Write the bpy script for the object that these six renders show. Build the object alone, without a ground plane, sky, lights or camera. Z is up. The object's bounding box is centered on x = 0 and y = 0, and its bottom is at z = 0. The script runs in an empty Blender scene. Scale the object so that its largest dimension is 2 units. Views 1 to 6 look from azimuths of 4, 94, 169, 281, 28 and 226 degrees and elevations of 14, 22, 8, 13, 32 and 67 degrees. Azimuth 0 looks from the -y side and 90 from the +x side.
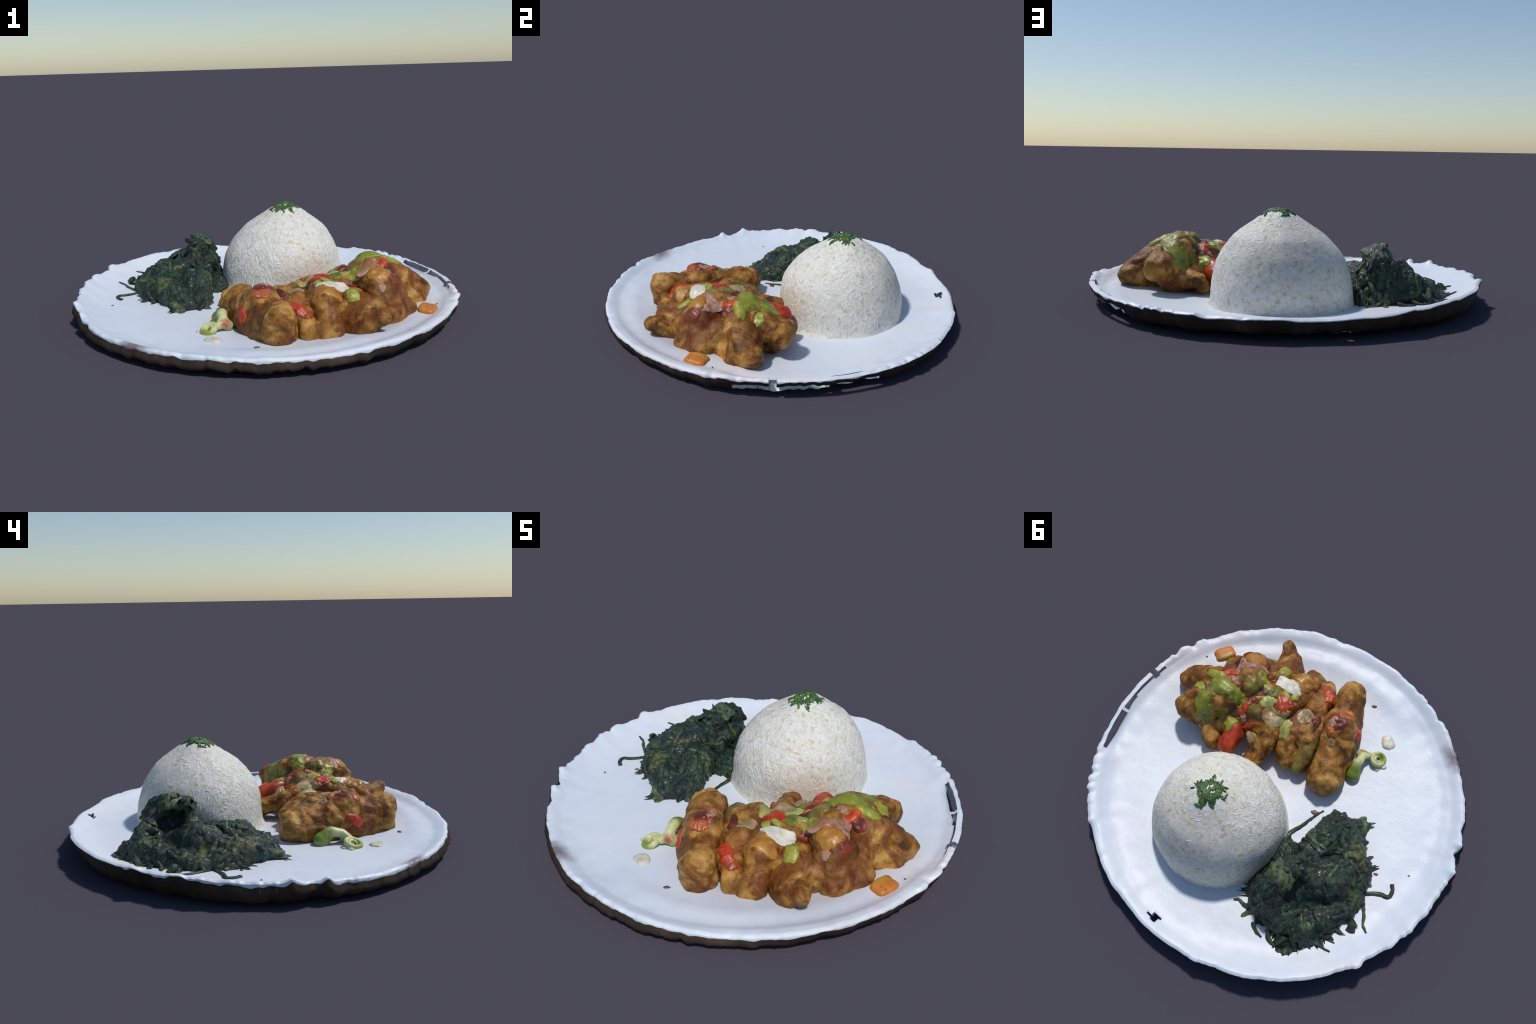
"""A round white dinner plate with a moulded dome of rice, a stir fry of chicken
and peppers and a heap of wilted spinach, all modelled procedurally."""
import bpy, math, random
import numpy as np
from mathutils import Vector, noise
from mathutils.bvhtree import BVHTree

RNG = random.Random(20240611)
NPR = np.random.RandomState(77)

# ------------------------------------------------------------------ helpers
def srgb(r, g, b):
    f = lambda c: c / 12.92 if c <= 0.04045 else ((c + 0.055) / 1.055) ** 2.4
    return (f(r / 255), f(g / 255), f(b / 255), 1.0)

def new_object(name, verts, faces, material, parent=None, smooth=True):
    me = bpy.data.meshes.new(name)
    me.from_pydata([tuple(v) for v in verts], [], [tuple(int(i) for i in f) for f in faces])
    me.update()
    if smooth:
        me.polygons.foreach_set("use_smooth", [True] * len(me.polygons))
    if material is not None:
        me.materials.append(material)
    ob = bpy.data.objects.new(name, me)
    bpy.context.scene.collection.objects.link(ob)
    if parent is not None:
        ob.parent = parent
    return ob

def thing(name, label, category):
    ob = bpy.data.objects.new(name, None)
    bpy.context.scene.collection.objects.link(ob)
    ob["label"] = label
    ob["category"] = category
    return ob

def periodic(az, table):
    """smooth periodic interpolation through (azimuth in degrees, value) control points"""
    t = sorted(table)
    n = len(t)
    az = (az - t[0][0]) % 360 + t[0][0]
    k = max(i for i in range(n) if t[i][0] <= az + 1e-9)
    def pt(i):
        q, m = divmod(i, n)
        return t[m][0] + 360 * q, t[m][1]
    (x0, y0), (x1, y1), (x2, y2), (x3, y3) = pt(k - 1), pt(k), pt(k + 1), pt(k + 2)
    u = (az - x1) / (x2 - x1)
    m1 = (y2 - y0) / (x2 - x0) * (x2 - x1)
    m2 = (y3 - y1) / (x3 - x1) * (x2 - x1)
    return ((2*u**3 - 3*u**2 + 1) * y1 + (u**3 - 2*u**2 + u) * m1
            + (-2*u**3 + 3*u**2) * y2 + (u**3 - u**2) * m2)

def polyline(x, pts):
    """piecewise linear profile value"""
    return float(np.interp(x, [p[0] for p in pts], [p[1] for p in pts]))

def sstep(a, b, x):
    t = min(1, max(0, (x - a) / (b - a)))
    return t * t * (3 - 2 * t)

def nz(x, y, z=0.0):
    return noise.noise(Vector((x, y, z)))

# ---------------------------------------------------- blended solids (smooth union)
def surface_net(F, lo, h):
    """quad surface through the zero level of a sampled distance field"""
    ins = F < 0
    nx, ny, nzz = F.shape
    acc = np.zeros((nx - 1, ny - 1, nzz - 1, 3))
    cnt = np.zeros((nx - 1, ny - 1, nzz - 1))
    off = [(0, 0, 0), (1, 0, 0), (0, 1, 0), (1, 1, 0), (0, 0, 1), (1, 0, 1), (0, 1, 1), (1, 1, 1)]
    sub = lambda A, o: A[o[0]:o[0] + nx - 1, o[1]:o[1] + ny - 1, o[2]:o[2] + nzz - 1]
    for a in range(8):
        for b in range(a + 1, 8):
            d = [off[b][i] - off[a][i] for i in range(3)]
            if sum(abs(q) for q in d) != 1:
                continue
            fa, fb = sub(F, off[a]), sub(F, off[b])
            m = sub(ins, off[a]) != sub(ins, off[b])
            t = np.where(m, fa / np.where(fa == fb, 1, fa - fb), 0)
            for i in range(3):
                acc[..., i] += np.where(m, off[a][i] + t * d[i], 0)
            cnt += m
    act = cnt > 0
    idx = -np.ones(act.shape, int)
    idx[act] = np.arange(act.sum())
    cell = np.argwhere(act)
    V = (cell + acc[act] / cnt[act][:, None]) * h + lo
    faces = []
    for ax in range(3):
        sl0 = [slice(1, -1)] * 3
        sl0[ax] = slice(0, -1)
        sl1 = [slice(1, -1)] * 3
        sl1[ax] = slice(1, None)
        a, b = ins[tuple(sl0)], ins[tuple(sl1)]
        e = np.argwhere(a != b)
        o = np.array([1, 1, 1]); o[ax] = 0
        c = e + o
        u, v = [(1, 2), (2, 0), (0, 1)][ax]
        du = np.zeros(3, int); du[u] = 1
        dv = np.zeros(3, int); dv[v] = 1
        g = lambda q: idx[q[:, 0], q[:, 1], q[:, 2]]
        q = np.stack([g(c - du - dv), g(c - dv), g(c), g(c - du)], 1)
        flip = ~a[tuple(e.T)]
        q[flip] = q[flip][:, ::-1]
        faces.append(q)
    return V, np.concatenate(faces)

def chain_distance(P, pts):
    """distance to a chain of tapered capsules; pts = [(x,y,z,radius), ...]"""
    best = None
    if len(pts) == 1:
        return np.linalg.norm(P - np.array(pts[0][:3]), axis=-1) - pts[0][3]
    for a, b in zip(pts[:-1], pts[1:]):
        pa, pb = np.array(a[:3]), np.array(b[:3])
        ab = pb - pa
        t = np.clip(((P - pa) @ ab) / max(ab @ ab, 1e-9), 0, 1)
        d = np.linalg.norm(P - pa - t[..., None] * ab, axis=-1) - (a[3] + (b[3] - a[3]) * t)
        best = d if best is None else np.minimum(best, d)
    return best

def smin(a, b, k):
    h = np.clip(0.5 + 0.5 * (b - a) / k, 0, 1)
    return b + (a - b) * h - k * h * (1 - h)

def blob(chains, k=0.04, h=0.0085, carve=(), kc=0.02, bumps=((14, 0.008), (34, 0.004)), seed=0, floor=None):
    allp = np.array([p for c in chains for p in c])
    lo = (allp[:, :3] - allp[:, 3:4]).min(0) - 0.03
    hi = (allp[:, :3] + allp[:, 3:4]).max(0) + 0.03
    if floor is not None:
        lo[2] = max(lo[2], floor - 3 * h)
    n = np.ceil((hi - lo) / h).astype(int) + 1
    g = np.stack(np.meshgrid(*[lo[i] + h * np.arange(n[i]) for i in range(3)], indexing='ij'), -1)
    F = None
    for c in chains:
        d = chain_distance(g, c)
        F = d if F is None else smin(F, d, k)
    for c in carve:
        F = -smin(-F, chain_distance(g, c), kc)
    if floor is not None:
        F = np.maximum(F, floor - g[..., 2])
    V, Q = surface_net(F, lo, h)
    # vertex normals for the bumps
    N = np.zeros_like(V)
    a, b, c, d = [V[Q[:, i]] for i in range(4)]
    fn = np.cross(c - a, d - b)
    for i in range(4):
        np.add.at(N, Q[:, i], fn)
    N /= np.linalg.norm(N, axis=1)[:, None] + 1e-9
    for i in range(len(V)):
        x, y, z = V[i]
        s = sum(amp * nz(x * fq + seed * 7.3, y * fq, z * fq) for fq, amp in bumps)
        V[i] += N[i] * s
    return V, Q

def bvh_of(parts):
    vs, fs, o = [], [], 0
    for V, Q in parts:
        vs += [tuple(v) for v in V]
        fs += [tuple(int(i) + o for i in f) for f in Q]
        o += len(V)
    return BVHTree.FromPolygons(vs, fs)

def bvh_objects(obs):
    parts = []
    for o in obs:
        V = np.array([v.co for v in o.data.vertices])
        parts.append((V, [tuple(p.vertices) for p in o.data.polygons]))
    return bvh_of(parts)

def soft_normal(bvh, p, rad, up=0.0):
    n = Vector((0, 0, up))
    for loc, nn, _, d in bvh.find_nearest_range(p, rad):
        n += nn * (1 - d / rad)
    if n.length < 1e-6:
        n = Vector((0, 0, 1))
    return n.normalized()

def drape(bvh, centre, direction, L, W, thick, expo=2.5, ragged=0.1, seed=0, taper=0.0, bend=0.0,
          normal=None, rings=9, segs=30, wave=0.0, sink=0.006, nrad=0.05, up=0.0, relax=4, curl=0.0, nwave=3):
    """a soft slab (slice, leaf) that lies on the surface found by the tree"""
    c = Vector(centre)
    hit = bvh.find_nearest(c)
    p = hit[0]
    n = Vector(normal).normalized() if normal is not None else soft_normal(bvh, p, nrad, up)
    t = Vector(direction)
    t = (t - n * t.dot(n))
    if t.length < 1e-4:
        t = n.orthogonal()
    t.normalize()
    b = n.cross(t)
    uv, rho = [(0.0, 0.0)], [0.0]
    for i in range(1, rings + 1):
        q = i / rings
        q = 1 - (1 - q) ** 1.5
        for j in range(segs):
            th = 2 * math.pi * j / segs
            ct, st = math.cos(th), math.sin(th)
            rr = (abs(ct) ** expo + abs(st) ** expo) ** (-1 / expo)
            rr *= 1 + ragged * (nz(ct * 1.7 + seed * 3.1, st * 1.7, seed * 1.3) + 0.5 * nz(ct * 4 + seed, st * 4, 5.0))
            u, v = ct * rr * q, st * rr * q
            v *= 1 - taper * max(0.0, abs(u)) ** 1.5 if taper >= 0 else 1 + taper * u
            v += bend * u * u * L / W
            uv.append((u * L, v * W))
            rho.append(q)
    H = []
    for u, v in uv:
        o = p + t * u + b * v + n * 0.07
        r = bvh.ray_cast(o, -n, 0.16)
        H.append(0.07 - r[3] if r[0] is not None else None)
    # fill misses and smooth the drape
    H[0] = 0.0 if H[0] is None else H[0]
    for i in range(1, len(H)):
        if H[i] is None or abs(H[i] - (H[i - segs] if i > segs else H[0])) > 0.03:
            H[i] = (H[i - segs] if i > segs else H[0]) - 0.004
    H = np.array(H)
    for _ in range(relax):
        G = H.copy()
        for i in range(1, rings + 1):
            for j in range(segs):
                k = 1 + (i - 1) * segs + j
                inn = k - segs if i > 1 else 0
                out = k + segs if i < rings else k
                G[k] = (H[k] * 2 + H[inn] + H[out] + H[1 + (i - 1) * segs + (j + 1) % segs]
                        + H[1 + (i - 1) * segs + (j - 1) % segs]) / 6
        H = np.maximum(G, H - 0.004)
    top, bot = [], []
    for (u, v), q, h in zip(uv, rho, H):
        w = wave * math.sin(nwave * math.pi * u / L + seed) * (1 - abs(v) / W * 0.3) + wave * 0.8 * nz(u * 40 + seed, v * 40, 2.2)
        cz = curl * (v / W) ** 2
        z = h + thick * (1 - q ** 4) ** 0.5 + w + cz
        top.append(p + t * u + b * v + n * z)
        bot.append(p + t * u * 0.985 + b * v * 0.985 + n * (h - sink + w * 0.6 + cz * 0.8))
    V = top + bot
    m = len(top)
    Fc = []
    for side, o in ((0, 0), (1, m)):
        for j in range(segs):
            f = (o, o + 1 + j, o + 1 + (j + 1) % segs)
            Fc.append(f if side == 0 else f[::-1])
        for i in range(1, rings):
            for j in range(segs):
                a = o + 1 + (i - 1) * segs + j
                d = o + 1 + (i - 1) * segs + (j + 1) % segs
                f = (a, a + segs, d + segs, d)
                Fc.append(f if side == 0 else f[::-1])
    e = 1 + (rings - 1) * segs
    for j in range(segs):
        Fc.append((e + j, e + j + m, e + (j + 1) % segs + m, e + (j + 1) % segs))
    return V, Fc

def tube(points, radii, sides=8, flat=1.0, sub=6):
    """a swept stalk along a smooth curve"""
    P = [Vector(p) for p in points]
    Q = [P[0] * 2 - P[1]] + P + [P[-1] * 2 - P[-2]]
    R = list(radii)
    path = []
    for i in range(1, len(Q) - 2):
        for s in range(sub):
            u = s / sub
            a, b, c, d = Q[i - 1], Q[i], Q[i + 1], Q[i + 2]
            pt = 0.5 * (2 * b + (c - a) * u + (2 * a - 5 * b + 4 * c - d) * u * u + (3 * b - a - 3 * c + d) * u ** 3)
            path.append((pt, R[i - 1] + (R[i] - R[i - 1]) * u))
    path.append((P[-1], R[-1]))
    V, Fc = [], []
    for i, (pt, r) in enumerate(path):
        t = (path[min(i + 1, len(path) - 1)][0] - path[max(i - 1, 0)][0]).normalized()
        side = t.cross(Vector((0, 0, 1)))
        side = side.normalized() if side.length > 1e-3 else Vector((1, 0, 0))
        upv = side.cross(t)
        for k in range(sides):
            a = 2 * math.pi * k / sides
            V.append(pt + side * math.cos(a) * r + upv * math.sin(a) * r * flat)
    for i in range(len(path) - 1):
        for k in range(sides):
            a, b = i * sides + k, i * sides + (k + 1) % sides
            Fc.append((a, b, b + sides, a + sides))
    Fc.append(tuple(range(sides))[::-1])
    Fc.append(tuple(len(V) - sides + k for k in range(sides)))
    return V, Fc

# ------------------------------------------------------------------ materials
class Mat:
    def __init__(self, name, rough=0.5, spec=0.5, sss=0.0, coat=0.0):
        self.m = bpy.data.materials.new(name)
        self.m.use_nodes = True
        self.t = self.m.node_tree
        self.b = self.t.nodes["Principled BSDF"]
        self.b.inputs["Roughness"].default_value = rough
        self.b.inputs["Specular IOR Level"].default_value = spec
        self.b.inputs["Coat Weight"].default_value = coat
        self.b.inputs["Coat Roughness"].default_value = 0.15
        if sss:
            self.b.inputs["Subsurface Weight"].default_value = sss
            self.b.inputs["Subsurface Radius"].default_value = (0.03, 0.02, 0.012)
            self.b.inputs["Subsurface Scale"].default_value = 0.6
        self.co = self.t.nodes.new("ShaderNodeTexCoord").outputs["Object"]

    def node(self, typ, **kw):
        n = self.t.nodes.new(typ)
        for k, v in kw.items():
            setattr(n, k, v)
        return n

    def link(self, a, b):
        self.t.links.new(a, b)

    def mapped(self, scale=(1, 1, 1), rot=(0, 0, 0), loc=(0, 0, 0)):
        n = self.node("ShaderNodeMapping")
        self.link(self.co, n.inputs["Vector"])
        n.inputs["Scale"].default_value = scale
        n.inputs["Rotation"].default_value = rot
        n.inputs["Location"].default_value = loc
        return n.outputs["Vector"]

    def noise(self, scale, detail=4, rough=0.55, vec=None, dist=0.0):
        n = self.node("ShaderNodeTexNoise")
        n.inputs["Scale"].default_value = scale
        n.inputs["Detail"].default_value = detail
        n.inputs["Roughness"].default_value = rough
        n.inputs["Distortion"].default_value = dist
        self.link(vec if vec is not None else self.co, n.inputs["Vector"])
        return n.outputs["Fac"]

    def voronoi(self, scale, vec=None, feature="F1"):
        n = self.node("ShaderNodeTexVoronoi", feature=feature)
        n.inputs["Scale"].default_value = scale
        self.link(vec if vec is not None else self.co, n.inputs["Vector"])
        return n.outputs["Distance"]

    def ramp(self, fac, stops, interp="LINEAR"):
        n = self.node("ShaderNodeValToRGB")
        n.color_ramp.interpolation = interp
        e = n.color_ramp.elements
        while len(e) < len(stops):
            e.new(0.5)
        for el, (p, c) in zip(e, stops):
            el.position = p
            el.color = c if not isinstance(c, (int, float)) else (c, c, c, 1)
        self.link(fac, n.inputs["Fac"])
        return n.outputs["Color"]

    def mix(self, fac, a, b, mode="MIX"):
        n = self.node("ShaderNodeMix", data_type="RGBA", blend_type=mode)
        for sock, val in ((n.inputs[0], fac), (n.inputs[6], a), (n.inputs[7], b)):
            if hasattr(val, "default_value") or hasattr(val, "is_linked"):
                self.link(val, sock)
            else:
                sock.default_value = val
        return n.outputs[2]

    def near(self, point, inner, outer, scale=(1, 1, 1), wobble=0.0):
        """mask: 1 close to a point of the object, falling to 0"""
        mp = self.mapped()
        s = self.node("ShaderNodeVectorMath", operation="SUBTRACT")
        self.link(mp, s.inputs[0])
        s.inputs[1].default_value = point
        m = self.node("ShaderNodeVectorMath", operation="MULTIPLY")
        self.link(s.outputs[0], m.inputs[0])
        m.inputs[1].default_value = scale
        l = self.node("ShaderNodeVectorMath", operation="LENGTH")
        self.link(m.outputs[0], l.inputs[0])
        d = l.outputs["Value"]
        if wobble:
            a = self.node("ShaderNodeMath", operation="MULTIPLY_ADD")
            self.link(self.noise(22, 3), a.inputs[0])
            a.inputs[1].default_value = wobble
            self.link(d, a.inputs[2])
            d = a.outputs[0]
        r = self.node("ShaderNodeMapRange", interpolation_type="SMOOTHSTEP")
        self.link(d, r.inputs["Value"])
        r.inputs["From Min"].default_value = inner + wobble * 0.5
        r.inputs["From Max"].default_value = outer + wobble * 0.5
        r.inputs["To Min"].default_value = 1
        r.inputs["To Max"].default_value = 0
        return r.outputs["Result"]

    def color(self, c):
        if hasattr(c, "is_linked"):
            self.link(c, self.b.inputs["Base Color"])
        else:
            self.b.inputs["Base Color"].default_value = c

    def bump(self, height, strength=0.3, dist=0.01):
        n = self.node("ShaderNodeBump")
        n.inputs["Strength"].default_value = strength
        n.inputs["Distance"].default_value = dist
        self.link(height, n.inputs["Height"])
        self.link(n.outputs["Normal"], self.b.inputs["Normal"])

    def random(self):
        return self.node("ShaderNodeObjectInfo").outputs["Random"]

def plate_glaze():
    m = Mat("glazed_white_china", rough=0.42, spec=0.35)
    c = m.ramp(m.noise(1.6, 2), [(0.3, srgb(205, 214, 226)), (0.55, srgb(212, 219, 228)), (0.75, srgb(218, 217, 220))])
    c = m.mix(m.ramp(m.noise(9, 4), [(0.5, 0.0), (0.8, 0.3)]), c, srgb(200, 201, 212))
    # thin film of sauce round the stir fry
    film = m.near((0.36, -0.33, 0.05), 0.36, 0.66, scale=(1.0, 1.25, 0.5), wobble=0.12)
    c = m.mix(m.mix(film, (0, 0, 0, 1), (0.48, 0.48, 0.48, 1)), c, srgb(178, 176, 187))
    smear = m.near((-0.56, -0.80, 0.09), 0.02, 0.13, scale=(0.8, 1.5, 1.0), wobble=0.05)
    c = m.mix(smear, c, srgb(122, 112, 118))
    m.color(c)
    m.bump(m.noise(14, 3), 0.10, 0.02)
    return m.m

def plate_underside_dark():
    m = Mat("dark_brown_underside", rough=0.75, spec=0.2)
    c = m.ramp(m.noise(6, 5), [(0.3, srgb(44, 36, 31)), (0.55, srgb(62, 50, 43)), (0.8, srgb(92, 78, 68))])
    m.color(c)
    m.bump(m.noise(30, 4), 0.25, 0.01)
    return m.m

def rice_tan_tint(m, c):
    """tan tint at the foot of the dome on the stir fry side"""
    k = m.near((.26, .03, .10), .04, .24, scale=(1, 1, 1.1), wobble=.12)
    return m.mix(m.mix(k, (0, 0, 0, 1), (.45, .45, .45, 1)), c, srgb(190, 162, 132))

def rice_body():
    m = Mat("packed_rice", rough=0.6, spec=0.3)
    c = m.ramp(m.noise(45, 4), [(0.32, srgb(182, 174, 148)), (0.44, srgb(208, 204, 190)), (0.66, srgb(219, 219, 213))])  # tan low stop paints the shading of gaps between grains
    m.color(rice_tan_tint(m, c))
    m.bump(m.noise(90, 3), 0.3, 0.005)
    return m.m

def rice_grain_mat(tinted=False):
    m = Mat("rice_grain_white", rough=0.45, spec=0.35)
    c = m.ramp(m.noise(28, 3), [(0.3, srgb(206, 202, 189)), (0.5, srgb(220, 219, 212)), (0.8, srgb(231, 230, 226))])
    m.color(rice_tan_tint(m, c) if tinted else c)
    return m.m

def chicken_mat():
    m = Mat("sauced_fried_chicken", rough=0.52, spec=0.28)
    big = m.noise(9, 6, 0.65, dist=0.8)
    c = m.ramp(big, [(0.35, srgb(70, 40, 13)), (0.44, srgb(128, 84, 32)), (0.54, srgb(162, 115, 50)), (0.68, srgb(196, 152, 84))])
    sauce = m.ramp(m.noise(6, 4, 0.6, vec=m.mapped(loc=(3, 1, 2)), dist=1.0), [(0.50, 0.0), (0.60, 0.8)])
    c = m.mix(sauce, c, srgb(104, 52, 16))
    # redder, darker sauce over the tall piece; dark red-brown tone in the valleys
    run = m.near((.62, -.37, .16), .06, .20, wobble=.16)
    c = m.mix(m.mix(run, (0, 0, 0, 1), (.72, .72, .72, 1)), c, srgb(92, 38, 15))
    valley_dark_a = m.near((.20, -.46, .12), .03, .13, wobble=.10)
    c = m.mix(m.mix(valley_dark_a, (0, 0, 0, 1), (.6, .6, .6, 1)), c, srgb(112, 48, 14))
    valley_dark_b = m.near((.43, -.14, .22), .03, .12, wobble=.10)
    c = m.mix(m.mix(valley_dark_b, (0, 0, 0, 1), (.75, .75, .75, 1)), c, srgb(88, 46, 16))
    dark = m.ramp(m.noise(30, 6, 0.7, vec=m.mapped(scale=(1.6, .7, 1), rot=(0, 0, .4))), [(0.54, 0.0), (0.68, 0.7)])
    c = m.mix(dark, c, srgb(70, 38, 16))
    m.color(c)
    m.bump(m.noise(55, 5, 0.6), 0.4, 0.01)
    return m.m

def veg_mat(name, stops, rough=0.46, scale=14, sss=0.0, coat=0.05, blotch=None):
    m = Mat(name, rough=rough, spec=0.5, sss=sss, coat=coat)
    c = m.ramp(m.noise(scale, 4), stops)
    if blotch:
        c = m.mix(m.ramp(m.noise(20, 4, vec=m.mapped(loc=(5, 2, 1))), [(0.52, 0.0), (0.7, 0.8)]), c, blotch)
    m.color(c)
    m.bump(m.noise(50, 3), 0.15, 0.006)
    return m.m

def spinach_mat(name, lo, mid, hi):
    m = Mat(name, rough=0.42, spec=0.4, coat=0.1)
    streak = m.noise(16, 5, 0.65, dist=1.2)
    c = m.ramp(streak, [(0.30, lo), (0.52, mid), (0.72, hi)])
    c = m.mix(m.ramp(m.noise(60, 4), [(0.6, 0.0), (0.78, 0.45)]), c, srgb(84, 120, 100))
    m.color(c)
    m.bump(m.noise(48, 5, 0.7, dist=1.0), 0.6, 0.012)
    return m.m

# ------------------------------------------------------------------ plate
RIM_RADIUS = [(-158, .977), (-144, .976), (-123, .966), (-104, .962), (-75, .966), (-48, .977), (-18, .994),
              (1, .996), (28, .998), (51, 1.003), (74, .985), (101, .981), (123, .986), (141, .994), (167, .985), (186, .988)]
RIM_HEIGHT = [(-158, .100), (-144, .088), (-123, .082), (-104, .083), (-75, .080), (-48, .088), (-18, .096),
              (1, .104), (28, .100), (51, .100), (74, .095), (101, .100), (123, .117), (141, .122), (167, .117), (186, .115)]
FLOOR = [(0, .022), (.4, .024), (.6, .033), (.72, .042), (.80, .047), (.88, .057), (.93, .072), (.965, .092), (.985, .100), (1.0, .092)]
UNDER = [(0, .002), (.80, .001), (.90, .004), (.94, .011), (.965, .022), (.985, .042), (.995, .068), (1.0, .092)]

def swell(x, y):
    """the floor rises a little below the stir fry on the +x side"""
    return 0.032 * math.exp(-((x - .76) / .20) ** 2 - ((y + .26) / .24) ** 2) + 0.014 * math.exp(-((x - .4) / .2) ** 2 - ((y + .62) / .14) ** 2)

def tilt(x, y):
    return -0.008 * x + 0.008 * y

def floor_z(x, y):
    rn = math.hypot(x, y) / periodic(math.degrees(math.atan2(y, x)), RIM_RADIUS)
    return polyline(rn, FLOOR) + tilt(x, y) + swell(x, y)

def build_plate():
    root = thing("dinner_plate", "round white china plate with a ragged brown-edged rim", "plate")
    glaze, under_mat = plate_glaze(), plate_underside_dark()
    NA = 900
    rads = [0, .08, .16, .24, .32, .40, .48, .56, .62, .68, .73, .77, .81, .84, .87, .89, .905, .918,
            .928, .938, .948, .957, .965, .973, .980, .986, .992, .997, 1.0]
    NR = len(rads)
    slot_lo, slot_hi = 21, 23                       # ring indices of the slot under the rim
    top = np.zeros((NA, NR, 3))
    bot = np.zeros((NA, NR, 3))
    for i in range(NA):
        az = -180 + 360 * i / NA
        a = math.radians(az)
        ca, sa = math.cos(a), math.sin(a)
        R0, Z0 = periodic(az, RIM_RADIUS), periodic(az, RIM_HEIGHT)
        front = sstep(.1, .9, -.57 * ca - .82 * sa)
        near_food = (1 - sstep(-.75, .1, sa)) * sstep(-.45, .1, ca)
        # ragged chips and lumps of the edge, sharper on the -x side
        j1 = nz(ca * 6, sa * 6, 1.0)
        j2 = nz(ca * 15, sa * 15, 4.0)
        j3 = nz(ca * 31, sa * 31, 9.0)
        rough = 0.30 + 1.1 * sstep(-.1, .35, nz(ca * 2.3, sa * 2.3, 31.0)) + 0.25 * sstep(.3, .9, -ca)
        saw = (abs(nz(ca * 8, sa * 8, 13.0)) + .5 * abs(nz(ca * 21, sa * 21, 17.0)) - 0.25) * rough
        dr = 0.007 * j1 + 0.006 * j2 * rough + 0.005 * j3 * rough + 0.018 * saw
        dz = 0.006 * j1 + 0.006 * j2 * rough + 0.005 * j3 * rough + 0.018 * saw
        jag = nz(ca * 11, sa * 11, 21.0) + 0.6 * nz(ca * 30, sa * 30, 2.0)
        spike = math.exp(-((az + 153.2) / 1.1) ** 2) + 0.5 * math.exp(-((az + 162) / 1.2) ** 2) + 0.5 * math.exp(-((az - 171) / 1.5) ** 2)
        dz += 0.026 * spike
        dr += 0.006 * spike
        dr -= 0.016 * math.exp(-((az + 156.5) / 1.3) ** 2) + 0.010 * math.exp(-((az + 148) / 1.5) ** 2)
        slot = sstep(-14, -4, az) * (1 - sstep(30, 37, az))
        width = 0.013 * sstep(14, 20, az) * (1 - sstep(26, 33, az)) + 0.0015 * slot
        for k, rn in enumerate(rads):
            e = sstep(0.945, 1.0, rn)
            r = rn * R0 + dr * e
            if slot > 0:
                if k in (slot_lo, slot_lo - 1): r -= width * (1 if k == slot_lo else .5)
                if k == slot_hi: r += width * 0.3
                if k == slot_lo: r += 0.001
                if k == slot_hi: r -= 0.001
            x, y = r * ca, r * sa
            z = polyline(rn, FLOOR) + tilt(x, y) + swell(x, y)
            z += 0.026 * near_food * math.exp(-((rn - .885) / .08) ** 2) + 0.006 * front * math.exp(-((rn - .93) / .04) ** 2)
            z += 0.012 * sstep(.1, .6, sa + .5 * ca) * sstep(-.3, .2, ca) * math.exp(-((rn - .925) / .045) ** 2)
            z -= 0.007 * sstep(.1, .8, -ca) * math.exp(-((rn - .87) / .06) ** 2)
            zr = polyline(rn, FLOOR) - 0.1 + Z0 + 0.002
            z = z + (zr - z) * sstep(0.80, 0.97, rn) + dz * e
            z += 0.011 * sstep(-.2, .6, ca) * math.exp(-((rn - .945) / .03) ** 2) * (1 - 0.7 * slot)
            z += 0.0022 * nz(x * 5, y * 5, 3.3) * (1 - e) + 0.0035 * nz(x * 13, y * 13, 6.1) * sstep(.72, .9, rn)
            rw = 1 - (1 - rn) * (1 + 0.75 * jag * sstep(.9, .97, rn))
            zb = polyline(min(1.0, rw), UNDER)
            zb += (Z0 - 0.092 + dz) * sstep(0.95, 1.0, rn) + max(0, 0.014 * sa) * sstep(.75, .9, rn)
            zb += 0.004 * nz(x * 7, y * 7, 8.0) * sstep(.8, .95, rn)
            bulge = (0.003 + 0.026 * front) * sstep(0.88, 0.97, rn) * (1 - sstep(0.985, 1.0, rn))
            if slot > 0:
                if k >= slot_hi:
                    zb += slot * max(0, (z - 0.034 - 0.006 * j2) - zb)
                elif k >= 12:
                    zb += slot * (0.012 * sstep(.8, .92, rn))
                    z -= slot * 0.012 * sstep(.87, .92, rn)
                bulge *= 1 - 0.5 * slot
            top[i, k] = (x, y, z)
            rb = r + bulge
            bot[i, k] = (rb * ca, rb * sa, max(0.0, min(zb, z - 0.004 * (k < NR - 1))))
        bot[i, NR - 1] = top[i, NR - 1]
    bot[:, :, 2] -= bot[:, :, 2].min()
    # cells left out: the slot below the rim, the break of the rim and a small hole at the back
    hole = np.zeros((NA, NR - 1), bool)
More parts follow.
